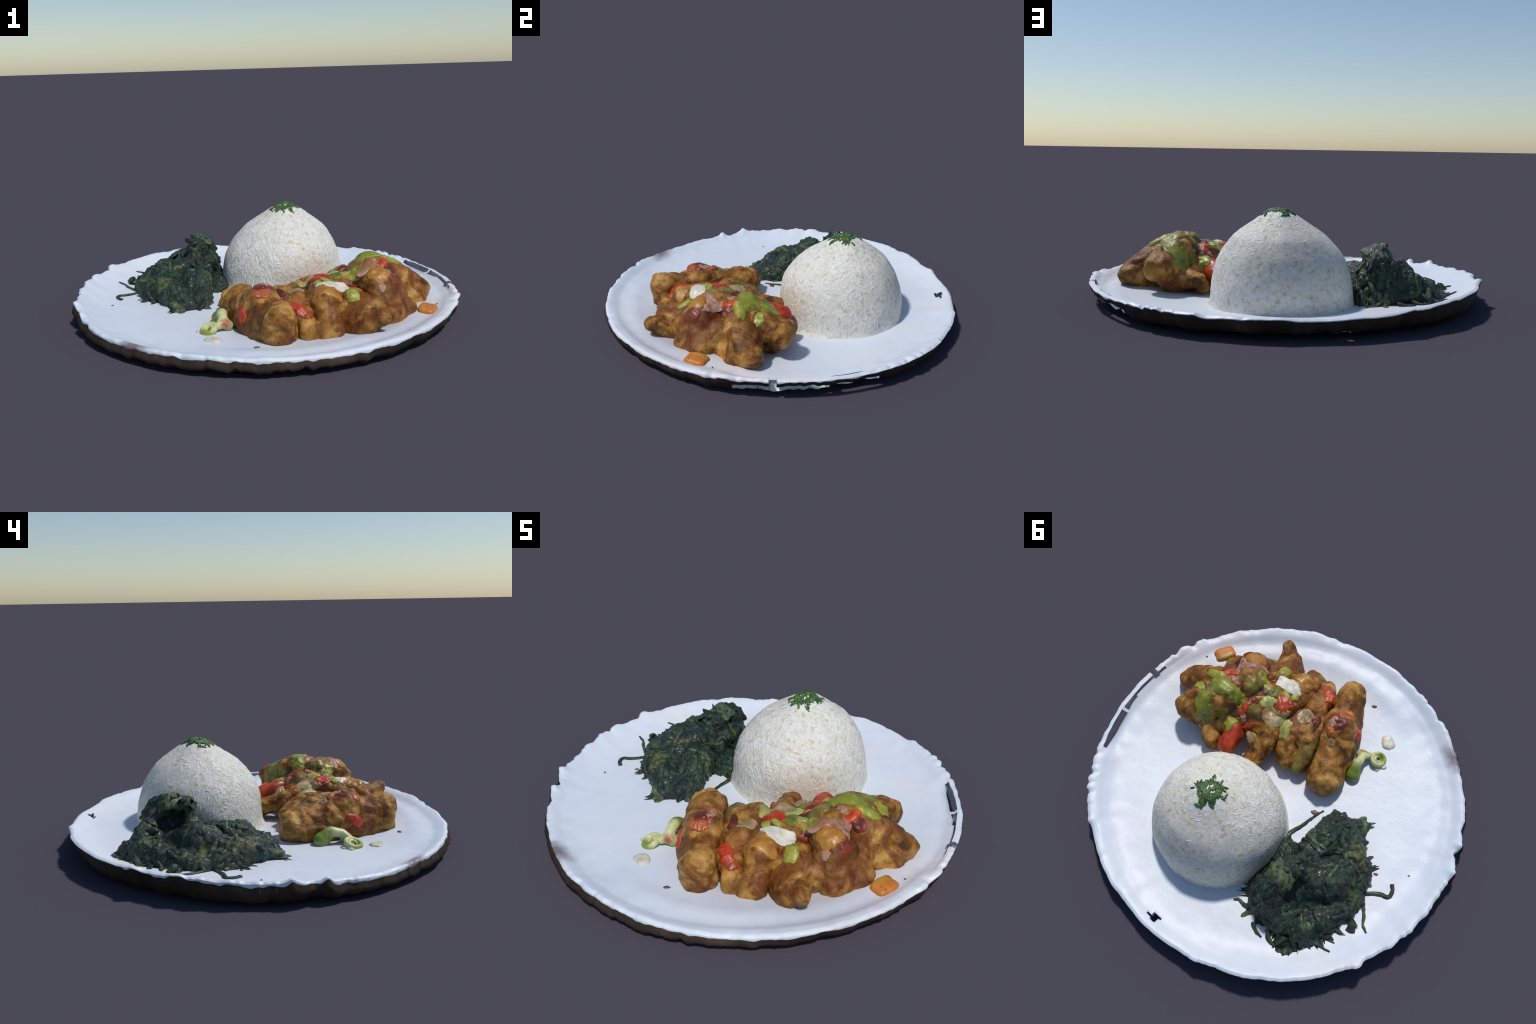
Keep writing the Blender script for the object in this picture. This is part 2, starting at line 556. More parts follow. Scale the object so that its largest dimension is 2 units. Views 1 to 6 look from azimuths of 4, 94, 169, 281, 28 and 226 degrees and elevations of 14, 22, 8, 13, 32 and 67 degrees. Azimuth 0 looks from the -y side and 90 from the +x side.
    for i in range(NA):
        az = -180 + 360 * (i + 0.5) / NA
        if -2 < az < 33:
            hole[i, (slot_lo if az > 12 else slot_hi - 1):slot_hi] = True
        if 17.6 < az < 18.8:
            hole[i, slot_lo:slot_hi] = False
        if 1.4 < az < 3.2:
            hole[i, slot_lo:] = True
        if 91.6 < az < 95.4:
            hole[i, 17 if az > 93 else 19:21 if az > 93.8 else 20] = True
        if 95.4 <= az < 96.2:
            hole[i, 17:18] = True
    idt = lambda i, k: (i % NA) * NR + k
    V = np.concatenate([top.reshape(-1, 3), bot.reshape(-1, 3)])
    off = NA * NR
    idb = lambda i, k: idt(i, k) + off if k < NR - 1 else idt(i, k)
    white, brown = [], []
    for i in range(NA):
        az = -180 + 360 * (i + 0.5) / NA
        ca, sa = math.cos(math.radians(az)), math.sin(math.radians(az))
        in_slot = -9 < az < 17
        lim = NR - 2
        up_chip = 0
        for k in range(NR - 1):
            if hole[i, k]:
                continue
            ft = (idt(i, k), idt(i, k + 1), idt(i + 1, k + 1), idt(i + 1, k))
            fb = (idb(i, k), idb(i + 1, k), idb(i + 1, k + 1), idb(i, k + 1))
            if k == 0:
                ft, fb = (idt(0, 0), ft[1], ft[2]), (idb(0, 0), fb[2], fb[3])
            (brown if k >= NR - 1 - up_chip else white).append(ft)
            (white if k >= lim or (in_slot and 14 < k < slot_hi) else brown).append(fb)
        for k in range(NR - 1):
            if not hole[i, k]:
                continue
            for di, ka, ia in ((-1, 0, i), (1, 0, i + 1)):
                if not hole[(i + di) % NA, k]:
                    white.append((idt(ia, k), idt(ia, k + 1), idb(ia, k + 1), idb(ia, k)) if k < NR - 2 else
                                 (idt(ia, k), idt(ia, k + 1), idb(ia, k)))
            if k > 0 and not hole[i, k - 1]:
                white.append((idt(i, k), idt(i + 1, k), idb(i + 1, k), idb(i, k)))
            if k < NR - 2 and not hole[i, k + 1]:
                white.append((idt(i, k + 1), idb(i, k + 1), idb(i + 1, k + 1), idt(i + 1, k + 1)))
    obs = []
    for name, fs, mat in (("dish", white, glaze), ("underside", brown, under_mat)):
        used = sorted({v for f in fs for v in f})
        mp = {v: n for n, v in enumerate(used)}
        obs.append(new_object(name, [V[u] for u in used], [[mp[v] for v in f] for f in fs], mat, root))
    return root, obs

# ------------------------------------------------------------------ rice dome
RICE_C = (0.086, 0.350)
RICE_PROFILE = [(0, .483), (.035, .480), (.06, .467), (.09, .450), (.15, .410), (.20, .375), (.235, .345), (.275, .296),
                (.30, .255), (.32, .207), (.333, .155), (.339, .11), (.343, .07), (.348, .045), (.356, .030), (.366, .016)]

def rice_point(s, a):
    """s = 0..1 along the profile from the tip to the foot"""
    n = len(RICE_PROFILE) - 1
    k = min(int(s * n), n - 1)
    u = s * n - k
    P = RICE_PROFILE
    g = lambda i: P[max(0, min(n, i))] if i >= 0 else (-P[-i][0], P[-i][1])
    cr = lambda a_, b, c, d: 0.5 * (2*b + (c-a_)*u + (2*a_-5*b+4*c-d)*u*u + (3*b-a_-3*c+d)*u**3)
    r = cr(*[g(i)[0] for i in (k-1, k, k+1, k+2)])
    z = cr(*[g(i)[1] for i in (k-1, k, k+1, k+2)])
    lean = 0.020 * sstep(0.2, 0.48, z)
    cx, cy = RICE_C[0] + lean, RICE_C[1] + lean * 0.8
    w = 0.006 * nz(math.cos(a) * 1.5, math.sin(a) * 1.5, z * 5) + 0.004 * nz(math.cos(a) * 4, math.sin(a) * 4, z * 14)
    w += 0.010 * sstep(.2, .05, z) * nz(math.cos(a) * 2.1, math.sin(a) * 2.1, 7.7)
    r += w * min(1, r / 0.1)
    return Vector((cx + r * math.cos(a), cy + r * math.sin(a), z))

def build_rice():
    root = thing("rice_mound", "domed mound of white rice with green herbs on top", "rice")
    NS, NA = 96, 180
    V = [rice_point(0, 0)]
    Fc = []
    for i in range(1, NS + 1):
        for j in range(NA):
            V.append(rice_point(i / NS, 2 * math.pi * j / NA))
    for j in range(NA):
        Fc.append((0, 1 + j, 1 + (j + 1) % NA))
    for i in range(1, NS):
        for j in range(NA):
            a, b = 1 + (i - 1) * NA + j, 1 + (i - 1) * NA + (j + 1) % NA
            Fc.append((a, a + NA, b + NA, b))
    Fc.append(tuple(1 + (NS - 1) * NA + j for j in range(NA))[::-1])
    dome = new_object("rice_dome", V, Fc, rice_body(), root)
    bvh = bvh_objects([dome])
    # one grain: a slender rounded spindle
    gv, gf = [], []
    ns, nr = 8, 7
    for i in range(nr):
        u = -1 + 2 * i / (nr - 1)
        rr = max(0.05, (1 - abs(u) ** 2.4) ** 0.5)
        for k in range(ns):
            t = 2 * math.pi * k / ns
            gv.append((u, rr * math.cos(t), rr * math.sin(t)))
    for i in range(nr - 1):
        for k in range(ns):
            a, b = i * ns + k, i * ns + (k + 1) % ns
            gf.append((a, b, b + ns, a + ns))
    gf.append(tuple(range(ns))[::-1])
    gf.append(tuple((nr - 1) * ns + k for k in range(ns)))
    mat = rice_grain_mat()
    R = random.Random(5)
    placed = []
    count = 0
    while count < 3900:
        z = R.uniform(0.055, 0.478)
        a = R.uniform(0, 2 * math.pi)
        # pick the profile parameter by height, weighted to be even over the surface
        s = R.random()
        p = rice_point(s, a)
        r = math.hypot(p.x - RICE_C[0], p.y - RICE_C[1])
        if R.random() > r / 0.36 + 0.02 or p.z < 0.05:
            continue
        count += 1
        loc, n, _, _ = bvh.find_nearest(p)
        if n.dot(Vector((p.x - RICE_C[0], p.y - RICE_C[1], 0.15))) < 0:
            n = -n
        down = Vector((p.x - RICE_C[0], p.y - RICE_C[1], -1.2 * r - 0.2)).normalized()
        t = down if R.random() < (0.65 if p.z < 0.25 else 0.25) else Vector((R.gauss(0, 1), R.gauss(0, 1), R.gauss(0, 1)))
        t = t + Vector((R.gauss(0, .3), R.gauss(0, .3), R.gauss(0, .3)))
        t = (t - n * t.dot(n)).normalized()
        b = n.cross(t)
        L, W = R.uniform(.014, .021), R.uniform(.0040, .0056)
        low = 1 - sstep(.18, .36, p.z + .10 * math.sin(math.atan2(-(p.y - RICE_C[1]), p.x - RICE_C[0])))
        away = sstep(-.1, .25, (p.y - RICE_C[1]) - .6 * (p.x - RICE_C[0]))
        rel = R.uniform(-0.0024, -0.0010) - 0.0006 * low - 0.0010 * away
        placed.append((loc + n * rel, t, b, n, L, W, p.z))
    placed.sort(key=lambda q: -q[6])
    me = None
    JV, JF = [], []
    from mathutils import Matrix
    chosen = set(range(0, 900, 3))
    for i, (c, t, b, n, L, W, _) in enumerate(placed):
        M = Matrix((t * L, b * W, n * W * 0.62)).transposed()
        if i in chosen:
            if me is None:
                first = new_object("rice_grain", gv, gf, mat, root)
                me = first.data
                ob = first
            else:
                ob = bpy.data.objects.new("rice_grain", me)
                bpy.context.scene.collection.objects.link(ob)
                ob.parent = root
            ob.matrix_local = Matrix.Translation(c) @ M.to_4x4()
        else:
            o = len(JV)
            JV += [c + M @ Vector(q) for q in gv]
            JF += [tuple(q + o for q in f) for f in gf]
    st = new_object("rice_grains", JV, JF, rice_grain_mat(True), root)
    st["kind"] = "stuff"
    # chopped herb on the tip
    herb = [veg_mat("herb_dark", [(.3, srgb(34, 62, 26)), (.55, srgb(56, 92, 40)), (.8, srgb(96, 128, 60))], rough=.5, scale=40, sss=0, coat=0),
            veg_mat("herb_light", [(.3, srgb(56, 84, 36)), (.55, srgb(92, 118, 58)), (.8, srgb(140, 152, 92))], rough=.5, scale=40, sss=0, coat=0)]
    R = random.Random(12)
    tip = rice_point(0, 0)
    # a sprig: a few branching fronds, each set with leaflets
    def leaflet(c, ang, L, W, i):
        Vv, Ff = drape(bvh, c, (math.cos(ang), math.sin(ang), 0), L, W, .0065, 1.8, ragged=.45, seed=i, rings=5, segs=18,
                       nrad=.03, relax=2, wave=.001)
        new_object("herb_leaf", Vv, Ff, herb[0 if R.random() < .75 else 1], root)
    for i in range(44):
        a = R.uniform(0, 2 * math.pi)
        d = 0.052 * math.sqrt(R.random())
        leaflet(Vector((tip.x - .004 + d * math.cos(a), tip.y - .012 + d * math.sin(a), tip.z - .2 * d)), R.uniform(0, 6.3), R.uniform(.016, .026), R.uniform(.006, .011), i)
    for f in range(9):
        a0 = 2 * math.pi * f / 9 + R.gauss(0, .2)
        reach = R.uniform(.065, .095)
        for q in range(4):
            d = .04 + (reach - .04) * q / 3
            a = a0 + R.gauss(0, .12)
            leaflet(Vector((tip.x - .004 + d * math.cos(a), tip.y - .012 + d * math.sin(a), tip.z - .35 * d)), a0 + R.gauss(0, .6), R.uniform(.014, .024), R.uniform(.005, .009), 60 + f * 5 + q)
    return root, [dome]

# ------------------------------------------------------------------ chicken stir fry
CHICKEN = [
    # big strip on the -x side
    dict(chains=[[(.100, -.640, .142, .072), (.060, -.555, .126, .074), (.005, -.44, .150, .088), (-.065, -.31, .092, .090), (-.135, -.20, .080, .086)],
                 [(.095, -.625, .055, .078), (-.015, -.46, .055, .098), (-.12, -.235, .055, .086)]], k=.05),
    # strip carrying the white onion
    dict(chains=[[(.30, -.28, .172, .075), (.295, -.42, .160, .078), (.305, -.475, .155, .074), (.315, -.55, .075, .064)],
                 [(.362, -.60, .058, .036), (.30, -.59, .045, .05)]], k=.045),
    # low bits between the two strips
    dict(chains=[[(.18, -.52, .100, .070), (.18, -.40, .105, .085), (.11, -.30, .095, .08)], [(.24, -.58, .055, .06), (.2, -.5, .05, .08)]], k=.05),
    # front knob
    dict(chains=[[(.43, -.41, .125, .082), (.47, -.50, .098, .072), (.520, -.57, .118, .050), (.552, -.602, .130, .042)],
                 [(.44, -.50, .05, .085), (.49, -.57, .055, .06)]], k=.05),
    # tall glossy piece
    dict(chains=[[(.50, -.25, .205, .100), (.555, -.335, .208, .086), (.585, -.375, .120, .088), (.61, -.40, .06, .075)],
                 [(.60, -.30, .11, .11), (.69, -.33, .07, .065)]], k=.05),
    # strip on the +x side with its free end towards the back
    dict(chains=[[(.53, -.13, .226, .082), (.62, -.01, .184, .080), (.665, .06, .160, .066)],
                 [(.60, -.16, .21, .082), (.70, -.13, .152, .084), (.77, -.10, .112, .074), (.80, -.085, .105, .06)],
                 [(.66, -.17, .08, .11), (.74, -.14, .07, .08)], [(.57, .0, .10, .085)]], k=.05),
    # filling under the middle
    dict(chains=[[(.38, -.30, .165, .092), (.42, -.18, .155, .095), (.47, -.07, .105, .09)], [(.28, -.2, .09, .11), (.45, -.2, .07, .14)],
                 [(.62, -.24, .12, .10)], [(.22, -.32, .10, .09)], [(.11, -.27, .115, .08)],
                 [(.08, -.38, .08, .085), (.21, -.46, .10, .085), (.38, -.44, .11, .085), (.52, -.42, .10, .085)]], k=.06),
    # strip running to the rice
    dict(chains=[[(.27, -.22, .148, .072), (.225, -.09, .112, .062), (.205, .005, .095, .054)]], k=.03),
    # small back piece
    dict(chains=[[(.18, -.24, .12, .075), (.115, -.165, .09, .068), (.085, -.145, .075, .055)]], k=.03),
    # low back piece beside the tomato
    dict(chains=[[(.53, .02, .10, .06), (.46, .065, .09, .048), (.44, .085, .065, .038)]], k=.03),
]

# slices lying on the chicken: kind, place, direction of the long axis, half length, half width
TOPPINGS = [
    ("green", (0.583, 0.001, 0.258), (0.17, -0.80, 0.57), 0.066, 0.029),
    ("green", (0.572, -0.113, 0.300), (-0.96, -0.17, 0.23), 0.064, 0.035),
    ("green", (0.484, -0.140, 0.297), (-0.70, -0.52, -0.49), 0.043, 0.026),
    ("green", (0.446, -0.141, 0.260), (-0.73, 0.58, -0.35), 0.038, 0.022),
    ("green", (0.537, 0.023, 0.198), (-0.76, -0.60, 0.27), 0.052, 0.039),
    ("lime", (0.647, -0.147, 0.279), (-0.84, -0.29, 0.46), 0.052, 0.024),
    ("lime", (0.667, -0.050, 0.248), (-0.76, 0.13, 0.64), 0.039, 0.020),
    ("lime", (0.430, -0.007, 0.219), (-0.19, -0.83, 0.52), 0.036, 0.026),
    ("lime", (0.456, -0.330, 0.268), (-0.65, -0.29, -0.70), 0.038, 0.029),
    ("olive", (0.451, -0.243, 0.297), (-0.90, -0.16, -0.40), 0.047, 0.042),
    ("green", (0.359, -0.305, 0.261), (-0.85, -0.45, -0.28), 0.032, 0.023),
    ("pale", (0.340, -0.243, 0.251), (-0.51, -0.83, -0.20), 0.037, 0.024),
    ("lime", (0.268, -0.371, 0.243), (-0.87, -0.38, -0.33), 0.018, 0.018),
    ("olive", (0.363, -0.168, 0.249), (-0.85, 0.04, -0.53), 0.051, 0.026),
    ("celery", (0.191, -0.220, 0.194), (-0.58, 0.82, -0.03), 0.050, 0.026),
    ("lime", (0.438, -0.466, 0.205), (0.01, -0.95, -0.30), 0.039, 0.027),
    ("red", (0.286, -0.302, 0.248), (-0.81, 0.58, -0.09), 0.045, 0.027),
    ("red", (0.250, -0.331, 0.237), (-0.67, 0.53, -0.52), 0.021, 0.016),
    ("red", (0.171, -0.540, 0.173), (-0.74, 0.67, -0.09), 0.035, 0.026),
    ("red", (0.408, -0.119, 0.252), (-0.00, -0.92, 0.40), 0.038, 0.018),
    ("darkred", (0.004, -0.439, 0.249), (-0.85, 0.53, -0.05), 0.042, 0.035),
    ("orangered", (-0.004, -0.506, 0.222), (-0.96, 0.04, -0.26), 0.025, 0.021),
    ("orangered", (0.002, -0.367, 0.223), (-0.90, 0.43, -0.06), 0.029, 0.017),
    ("darkred", (0.113, -0.373, 0.173), (-0.84, 0.09, -0.54), 0.019, 0.018),
    ("red", (0.600, -0.209, 0.277), (-0.40, -0.88, -0.25), 0.041, 0.018),
    ("orangered", (0.196, -0.165, 0.164), (-0.60, 0.29, -0.75), 0.023, 0.013),
    ("darkred", (0.404, -0.190, 0.271), (-0.97, -0.22, -0.09), 0.027, 0.018),
    ("onion", (0.352, -0.401, 0.223), (-0.94, -0.18, 0.29), 0.066, 0.034),
    ("clear", (0.277, -0.205, 0.218), (-0.93, 0.21, -0.29), 0.052, 0.038),
    ("clear", (0.168, -0.350, 0.182), (-1.00, -0.05, 0.01), 0.036, 0.036),
    ("pink", (0.550, -0.313, 0.299), (-0.78, -0.59, 0.18), 0.074, 0.024),
    ("pink", (0.538, -0.198, 0.291), (-0.98, -0.18, -0.02), 0.024, 0.019),
    ("clear", (0.317, -0.051, 0.141), (-0.02, -0.63, 0.77), 0.036, 0.021),
    ("pink", (0.022, -0.430, 0.249), (-0.03, -1.00, 0.06), 0.031, 0.024),
    ("clear", (-0.038, -0.329, 0.206), (-0.94, -0.33, 0.12), 0.019, 0.019),
    ("pink", (0.370, -0.091, 0.218), (-0.67, 0.30, -0.68), 0.024, 0.013),
    ("orange", (0.325, -0.487, 0.230), (0.97, -0.08, -0.21), 0.051, 0.036),
    ("orange", (0.566, -0.386, 0.294), (0.60, -0.74, -0.32), 0.047, 0.047),
    ("pink", (0.602, -0.274, 0.271), (0.48, -0.87, -0.08), 0.056, 0.023),
    ("darkred", (0.633, -0.220, 0.254), (0.16, -0.48, -0.86), 0.031, 0.026),
    ("darkred", (0.640, -0.368, 0.247), (0.44, -0.63, -0.65), 0.025, 0.025),
    ("pink", (0.575, -0.440, 0.228), (0.65, -0.49, -0.58), 0.018, 0.018),
    ("red", (-0.103, -0.512, 0.126), (0.17, -0.86, -0.48), 0.042, 0.023),
    ("orangered", (0.025, -0.500, 0.228), (0.96, 0.24, 0.18), 0.028, 0.023),
    ("red", (0.185, -0.557, 0.174), (0.70, -0.72, -0.02), 0.037, 0.025),
    ("orangered", (0.223, -0.579, 0.154), (0.80, -0.22, -0.55), 0.023, 0.023),
    ("darkred", (0.443, -0.358, 0.207), (0.89, -0.22, -0.40), 0.020, 0.020),
    # smaller bits and smears of sauce between the larger slices
    ("olive", (.585, -.045, .27), (-.8, .5, 0), .045, .030), ("green", (.49, -.05, .21), (-.3, .9, 0), .038, .018),
    ("sauce", (.45, -.09, .23), (-.9, .2, 0), .042, .028), ("sauce", (.42, -.26, .24), (.6, .8, 0), .045, .020),
    
    ("lime", (.315, -.345, .25), (-.7, .5, 0), .024, .014),
    ("clear", (.245, -.265, .22), (.5, .8, 0), .035, .018), ("red", (.335, -.085, .18), (.1, .9, 0), .028, .014),
    ("celery", (.40, -.30, .26), (.9, .2, 0), .028, .014), ("orange", (.27, -.455, .235), (.4, .9, 0), .035, .024),
    ("sauce", (.10, -.36, .17), (.3, -.9, 0), .050, .016), 
]
TOPPING_NAMES = dict(green="green_pepper_slice", lime="green_pepper_slice", olive="green_pepper_slice", pale="spring_onion_slice",
                     celery="celery_slice", red="red_pepper_piece", darkred="red_pepper_piece", orangered="red_pepper_piece",
                     onion="onion_piece", clear="onion_piece", pink="onion_piece", orange="carrot_piece", sauce="sauce_smear")

def topping_materials():
    S = srgb
    return dict(
        green=veg_mat("pepper_green", [(.3, S(88, 84, 22)), (.5, S(118, 124, 30)), (.75, S(148, 152, 50))], blotch=S(88, 64, 20)),
        lime=veg_mat("pepper_lime", [(.3, S(116, 116, 32)), (.5, S(146, 150, 46)), (.75, S(172, 174, 78))], blotch=S(120, 96, 34)),
        olive=veg_mat("pepper_olive", [(.3, S(88, 66, 22)), (.5, S(114, 96, 32)), (.75, S(138, 126, 46))], blotch=S(84, 46, 20)),
        pale=veg_mat("spring_onion_pale", [(.3, S(136, 144, 62)), (.5, S(164, 170, 90)), (.75, S(190, 192, 130))]),
        celery=veg_mat("celery_pale", [(.3, S(126, 120, 54)), (.5, S(150, 146, 74)), (.75, S(172, 168, 104))]),
        red=veg_mat("pepper_red", [(.3, S(142, 36, 10)), (.5, S(178, 54, 12)), (.75, S(192, 84, 32))], blotch=S(112, 28, 10)),
        darkred=veg_mat("pepper_dark_red", [(.3, S(84, 26, 14)), (.5, S(114, 34, 14)), (.75, S(142, 62, 34))], blotch=S(74, 34, 16)),
        orangered=veg_mat("pepper_orange_red", [(.3, S(136, 64, 24)), (.5, S(158, 72, 28)), (.75, S(176, 100, 48))], blotch=S(130, 46, 22)),
        onion=veg_mat("onion_white", [(.3, S(190, 182, 160)), (.5, S(212, 208, 194)), (.75, S(222, 220, 212))]),
        clear=veg_mat("onion_cooked", [(.3, S(134, 104, 60)), (.5, S(158, 134, 92)), (.75, S(182, 168, 134))], blotch=S(122, 86, 44)),
        pink=veg_mat("onion_stained", [(.3, S(132, 84, 60)), (.5, S(166, 122, 100)), (.75, S(186, 154, 138))], blotch=S(126, 70, 42)),
        sauce=veg_mat("brown_sauce", [(.3, S(58, 26, 12)), (.5, S(80, 36, 16)), (.75, S(104, 54, 22))], rough=.5, coat=0),
        orange=veg_mat("carrot_orange", [(.3, S(140, 88, 26)), (.5, S(166, 112, 32)), (.75, S(184, 134, 56))], scale=9, blotch=S(128, 78, 26)))

def build_stir_fry(floor_objs):
    root = thing("chicken_stir_fry", "browned chicken strips with peppers and onions in sauce", "food")
    mat = chicken_mat()
    pieces = []
    for i, c in enumerate(CHICKEN):
        V, Q = blob(c["chains"], c["k"], h=.0075, seed=i + 1, floor=0.018, bumps=((11, .016), (26, .009), (60, .003)))
        pieces.append(new_object("chicken_piece", V, Q, mat, root))
    mats = topping_materials()
    # whole soft lump of tomato against the rice
    V, Q = blob([[(.375, -.02, .135, .052), (.362, .045, .120, .050)], [(.41, -.06, .16, .034)]], .04, .006, bumps=((18, .006), (40, .002)), seed=31)
    tomato = new_object("tomato_wedge", V, Q, mats["red"], root)
    V, Q = blob([[(.015, -.155, .080, .042), (.035, -.215, .108, .048), (.07, -.29, .125, .052)]], .03, .006, bumps=((18, .006), (40, .003)), seed=35, floor=.018)
    new_object("green_pepper_chunk", V, Q, mats["olive"], root)
    tree = bvh_objects(pieces + [tomato] + floor_objs)
    for i, (kind, c, d, L, W) in enumerate(TOPPINGS):
        soft = kind in ("orange", "olive", "clear", "pink", "darkred", "sauce")
        V, F = drape(tree, c, d, L * 1.18, W * (1.4 if kind == 'green' else 1.2), .003 if kind == 'sauce' else .005 if soft else .0075, 2.6 if kind in ("onion", "red", "celery") else 2.2,
                     ragged=.32, seed=i * 1.7, rings=9, segs=32, nrad=.04, relax=3, sink=.010, wave=.0012)
        new_object(TOPPING_NAMES[kind], V, F, mats[kind], root)
    # curl of leek beside the big strip
    leek = Mat("leek_green_white", rough=.45)
    c = leek.ramp(leek.noise(16, 3), [(.3, srgb(176, 180, 116)), (.6, srgb(202, 204, 150))])
    c = leek.mix(leek.near((-.21, -.345, .06), .03, .08, wobble=.03), c, srgb(112, 130, 46))
    c = leek.mix(leek.near((-.255, -.54, .05), .02, .05, wobble=.03), c, srgb(134, 146, 58))
    c = leek.mix(leek.near((-.16, -.49, .07), .01, .045, wobble=.03), c, srgb(150, 84, 56))
    leek.color(c)
    V, Q = blob([[(-.21, -.345, .050, .036), (-.190, -.395, .086, .026), (-.18, -.45, .078, .020), (-.20, -.49, .055, .018)],
                 [(-.20, -.345, .03, .032)], [(-.155, -.46, .05, .026)]], .03, .006, bumps=((20, .005), (45, .002)), seed=8, floor=.02)
    new_object("leek_curl", V, Q, leek.m, root)
    for k, (r0, r1, cz) in enumerate(((.036, .012, .046), (.019, .008, .043))):
        ring = [(-.242 + r0 * math.cos(t) * .9, -.505 + r0 * math.sin(t), cz + .012 * math.sin(t + .8)) for t in [2 * math.pi * q / 12 for q in range(13)]]
        V, F = tube(ring, [r1] * 13, 10, 1.3, 4)
        new_object("leek_ring", V, F, leek.m, root)
    pale = veg_mat("garlic_pale", [(.3, srgb(178, 172, 150)), (.55, srgb(202, 198, 182)), (.8, srgb(214, 212, 204))], scale=30)
    floor = bvh_objects(floor_objs)
    for nm, c, d, L, W, t in (("garlic_slice", (-.209, -.619, .04), (.75, -.6, 0), .046, .034, .010),
                              ("onion_shred", (-.265, -.475, .04), (.5, -.8, 0), .030, .016, .010),
                              ("onion_shred", (-.285, -.495, .04), (.8, .5, 0), .022, .013, .009)):
        V, F = drape(floor, c, d, L, W, t, 2.2, ragged=.2, seed=L * 99, normal=(0, 0, 1))
        new_object(nm, V, F, pale, root)
    carrot = Mat("glazed_carrot", rough=.45)
    cc = carrot.ramp(carrot.noise(12, 4), [(.3, srgb(166, 88, 26)), (.6, srgb(190, 116, 44)), (.8, srgb(196, 140, 70))])
    cc = carrot.mix(carrot.near((.74, -.30, .09), .02, .09), cc, srgb(168, 150, 50))
    cc = carrot.mix(carrot.ramp(carrot.voronoi(30), [(.05, 1.0), (.14, 0.0)]), cc, srgb(96, 48, 20))
    carrot.color(cc)
    V, F = drape(floor, (.805, -.338, .08), (-.41, -.91, 0), .058, .042, .024, 6, ragged=.08, seed=4, normal=(-.1, .05, 1), taper=.05)
    new_object("carrot_chunk", V, F, carrot.m, root)
    crumb = veg_mat("sauce_crumb", [(.3, srgb(70, 50, 40)), (.6, srgb(104, 78, 60)), (.8, srgb(130, 110, 92))], sss=0, coat=0, rough=.5)
    for c, L in (((-.005, -.726, .05), .014), ((-.669, -.037, .05), .013), ((-.215, -.049, .03), .020), ((.86, -.25, .09), .006), ((-.79, -.15, .06), .006)):
        V, F = drape(floor, c, (.8, .5, 0), L, L * .6, .005, 2, ragged=.5, seed=L * 500, rings=5, segs=18, normal=(0, 0, 1))
        new_object("sauce_crumb", V, F, crumb, root)
    return root, pieces

# ------------------------------------------------------------------ spinach
SPINACH = dict(
    chains=[[(-.375, .432, .232, .056), (-.390, .37, .246, .060), (-.392, .30, .236, .054)],       # roof of the folded leaf
            [(-.365, .43, .10, .08), (-.36, .34, .14, .07), (-.37, .27, .12, .065)],
            [(-.435, .45, .19, .044), (-.515, .45, .135, .052), (-.585, .44, .070, .078)],
            [(-.415, .255, .175, .040), (-.455, .235, .15, .048)],
            [(-.43, .44, .045, .105), (-.58, .44, .02, .10)],
            [(-.45, .32, .055, .10), (-.545, .21, .122, .072), (-.585, .175, .138, .060)],
            [(-.53, .15, .06, .115), (-.555, .03, .065, .080), (-.475, -.05, .055, .078)],
            [(-.38, .14, .088, .088), (-.372, .03, .105, .064), (-.34, -.03, .055, .060)],
            [(-.635, .31, .030, .098), (-.66, .14, .022, .080), (-.61, .03, .028, .066)],
            [(-.43, -.14, .042, .048), (-.33, -.08, .042, .052)],
            [(-.255, .20, .035, .05), (-.27, .33, .045, .055), (-.35, .49, .025, .05)]],
    carve=[[(-.58, .325, .215, .05), (-.47, .335, .218, .050), (-.41, .345, .222, .036)]])

# loose stems: points on the plate and width at both ends
STEMS = [([(-.66, .09), (-.698, .075), (-.753, .026), (-.792, .007), (-.789, -.028), (-.763, -.055)], .013, .010),
         ([(-.69, .10), (-.728, .121), (-.775, .163), (-.800, .196), (-.839, .218)], .012, .006),
         ([(-.63, .37), (-.661, .386), (-.718, .378), (-.768, .362)], .014, .004),
         ([(-.62, .45), (-.665, .448), (-.712, .429), (-.782, .413)], .022, .004),
         ([(-.25, .20), (-.21, .13), (-.222, .051), (-.230, -.034), (-.242, -.092)], .016, .004),
         ([(-.35, .54), (-.324, .553), (-.287, .554), (-.267, .571)], .013, .006),
         ([(-.65, .08), (-.680, .056), (-.672, .018), (-.657, -.018)], .012, .006),
         ([(-.68, .17), (-.71, .16), (-.735, .155)], .013, .006),
         ([(-.66, .25), (-.70, .27), (-.735, .30)], .014, .006),
         ([(-.55, .52), (-.60, .54), (-.64, .53)], .016, .007),
         ([(-.50, .55), (-.53, .58), (-.58, .585)], .016, .008),
         ([(-.42, .58), (-.46, .60), (-.50, .60)], .012, .006)]
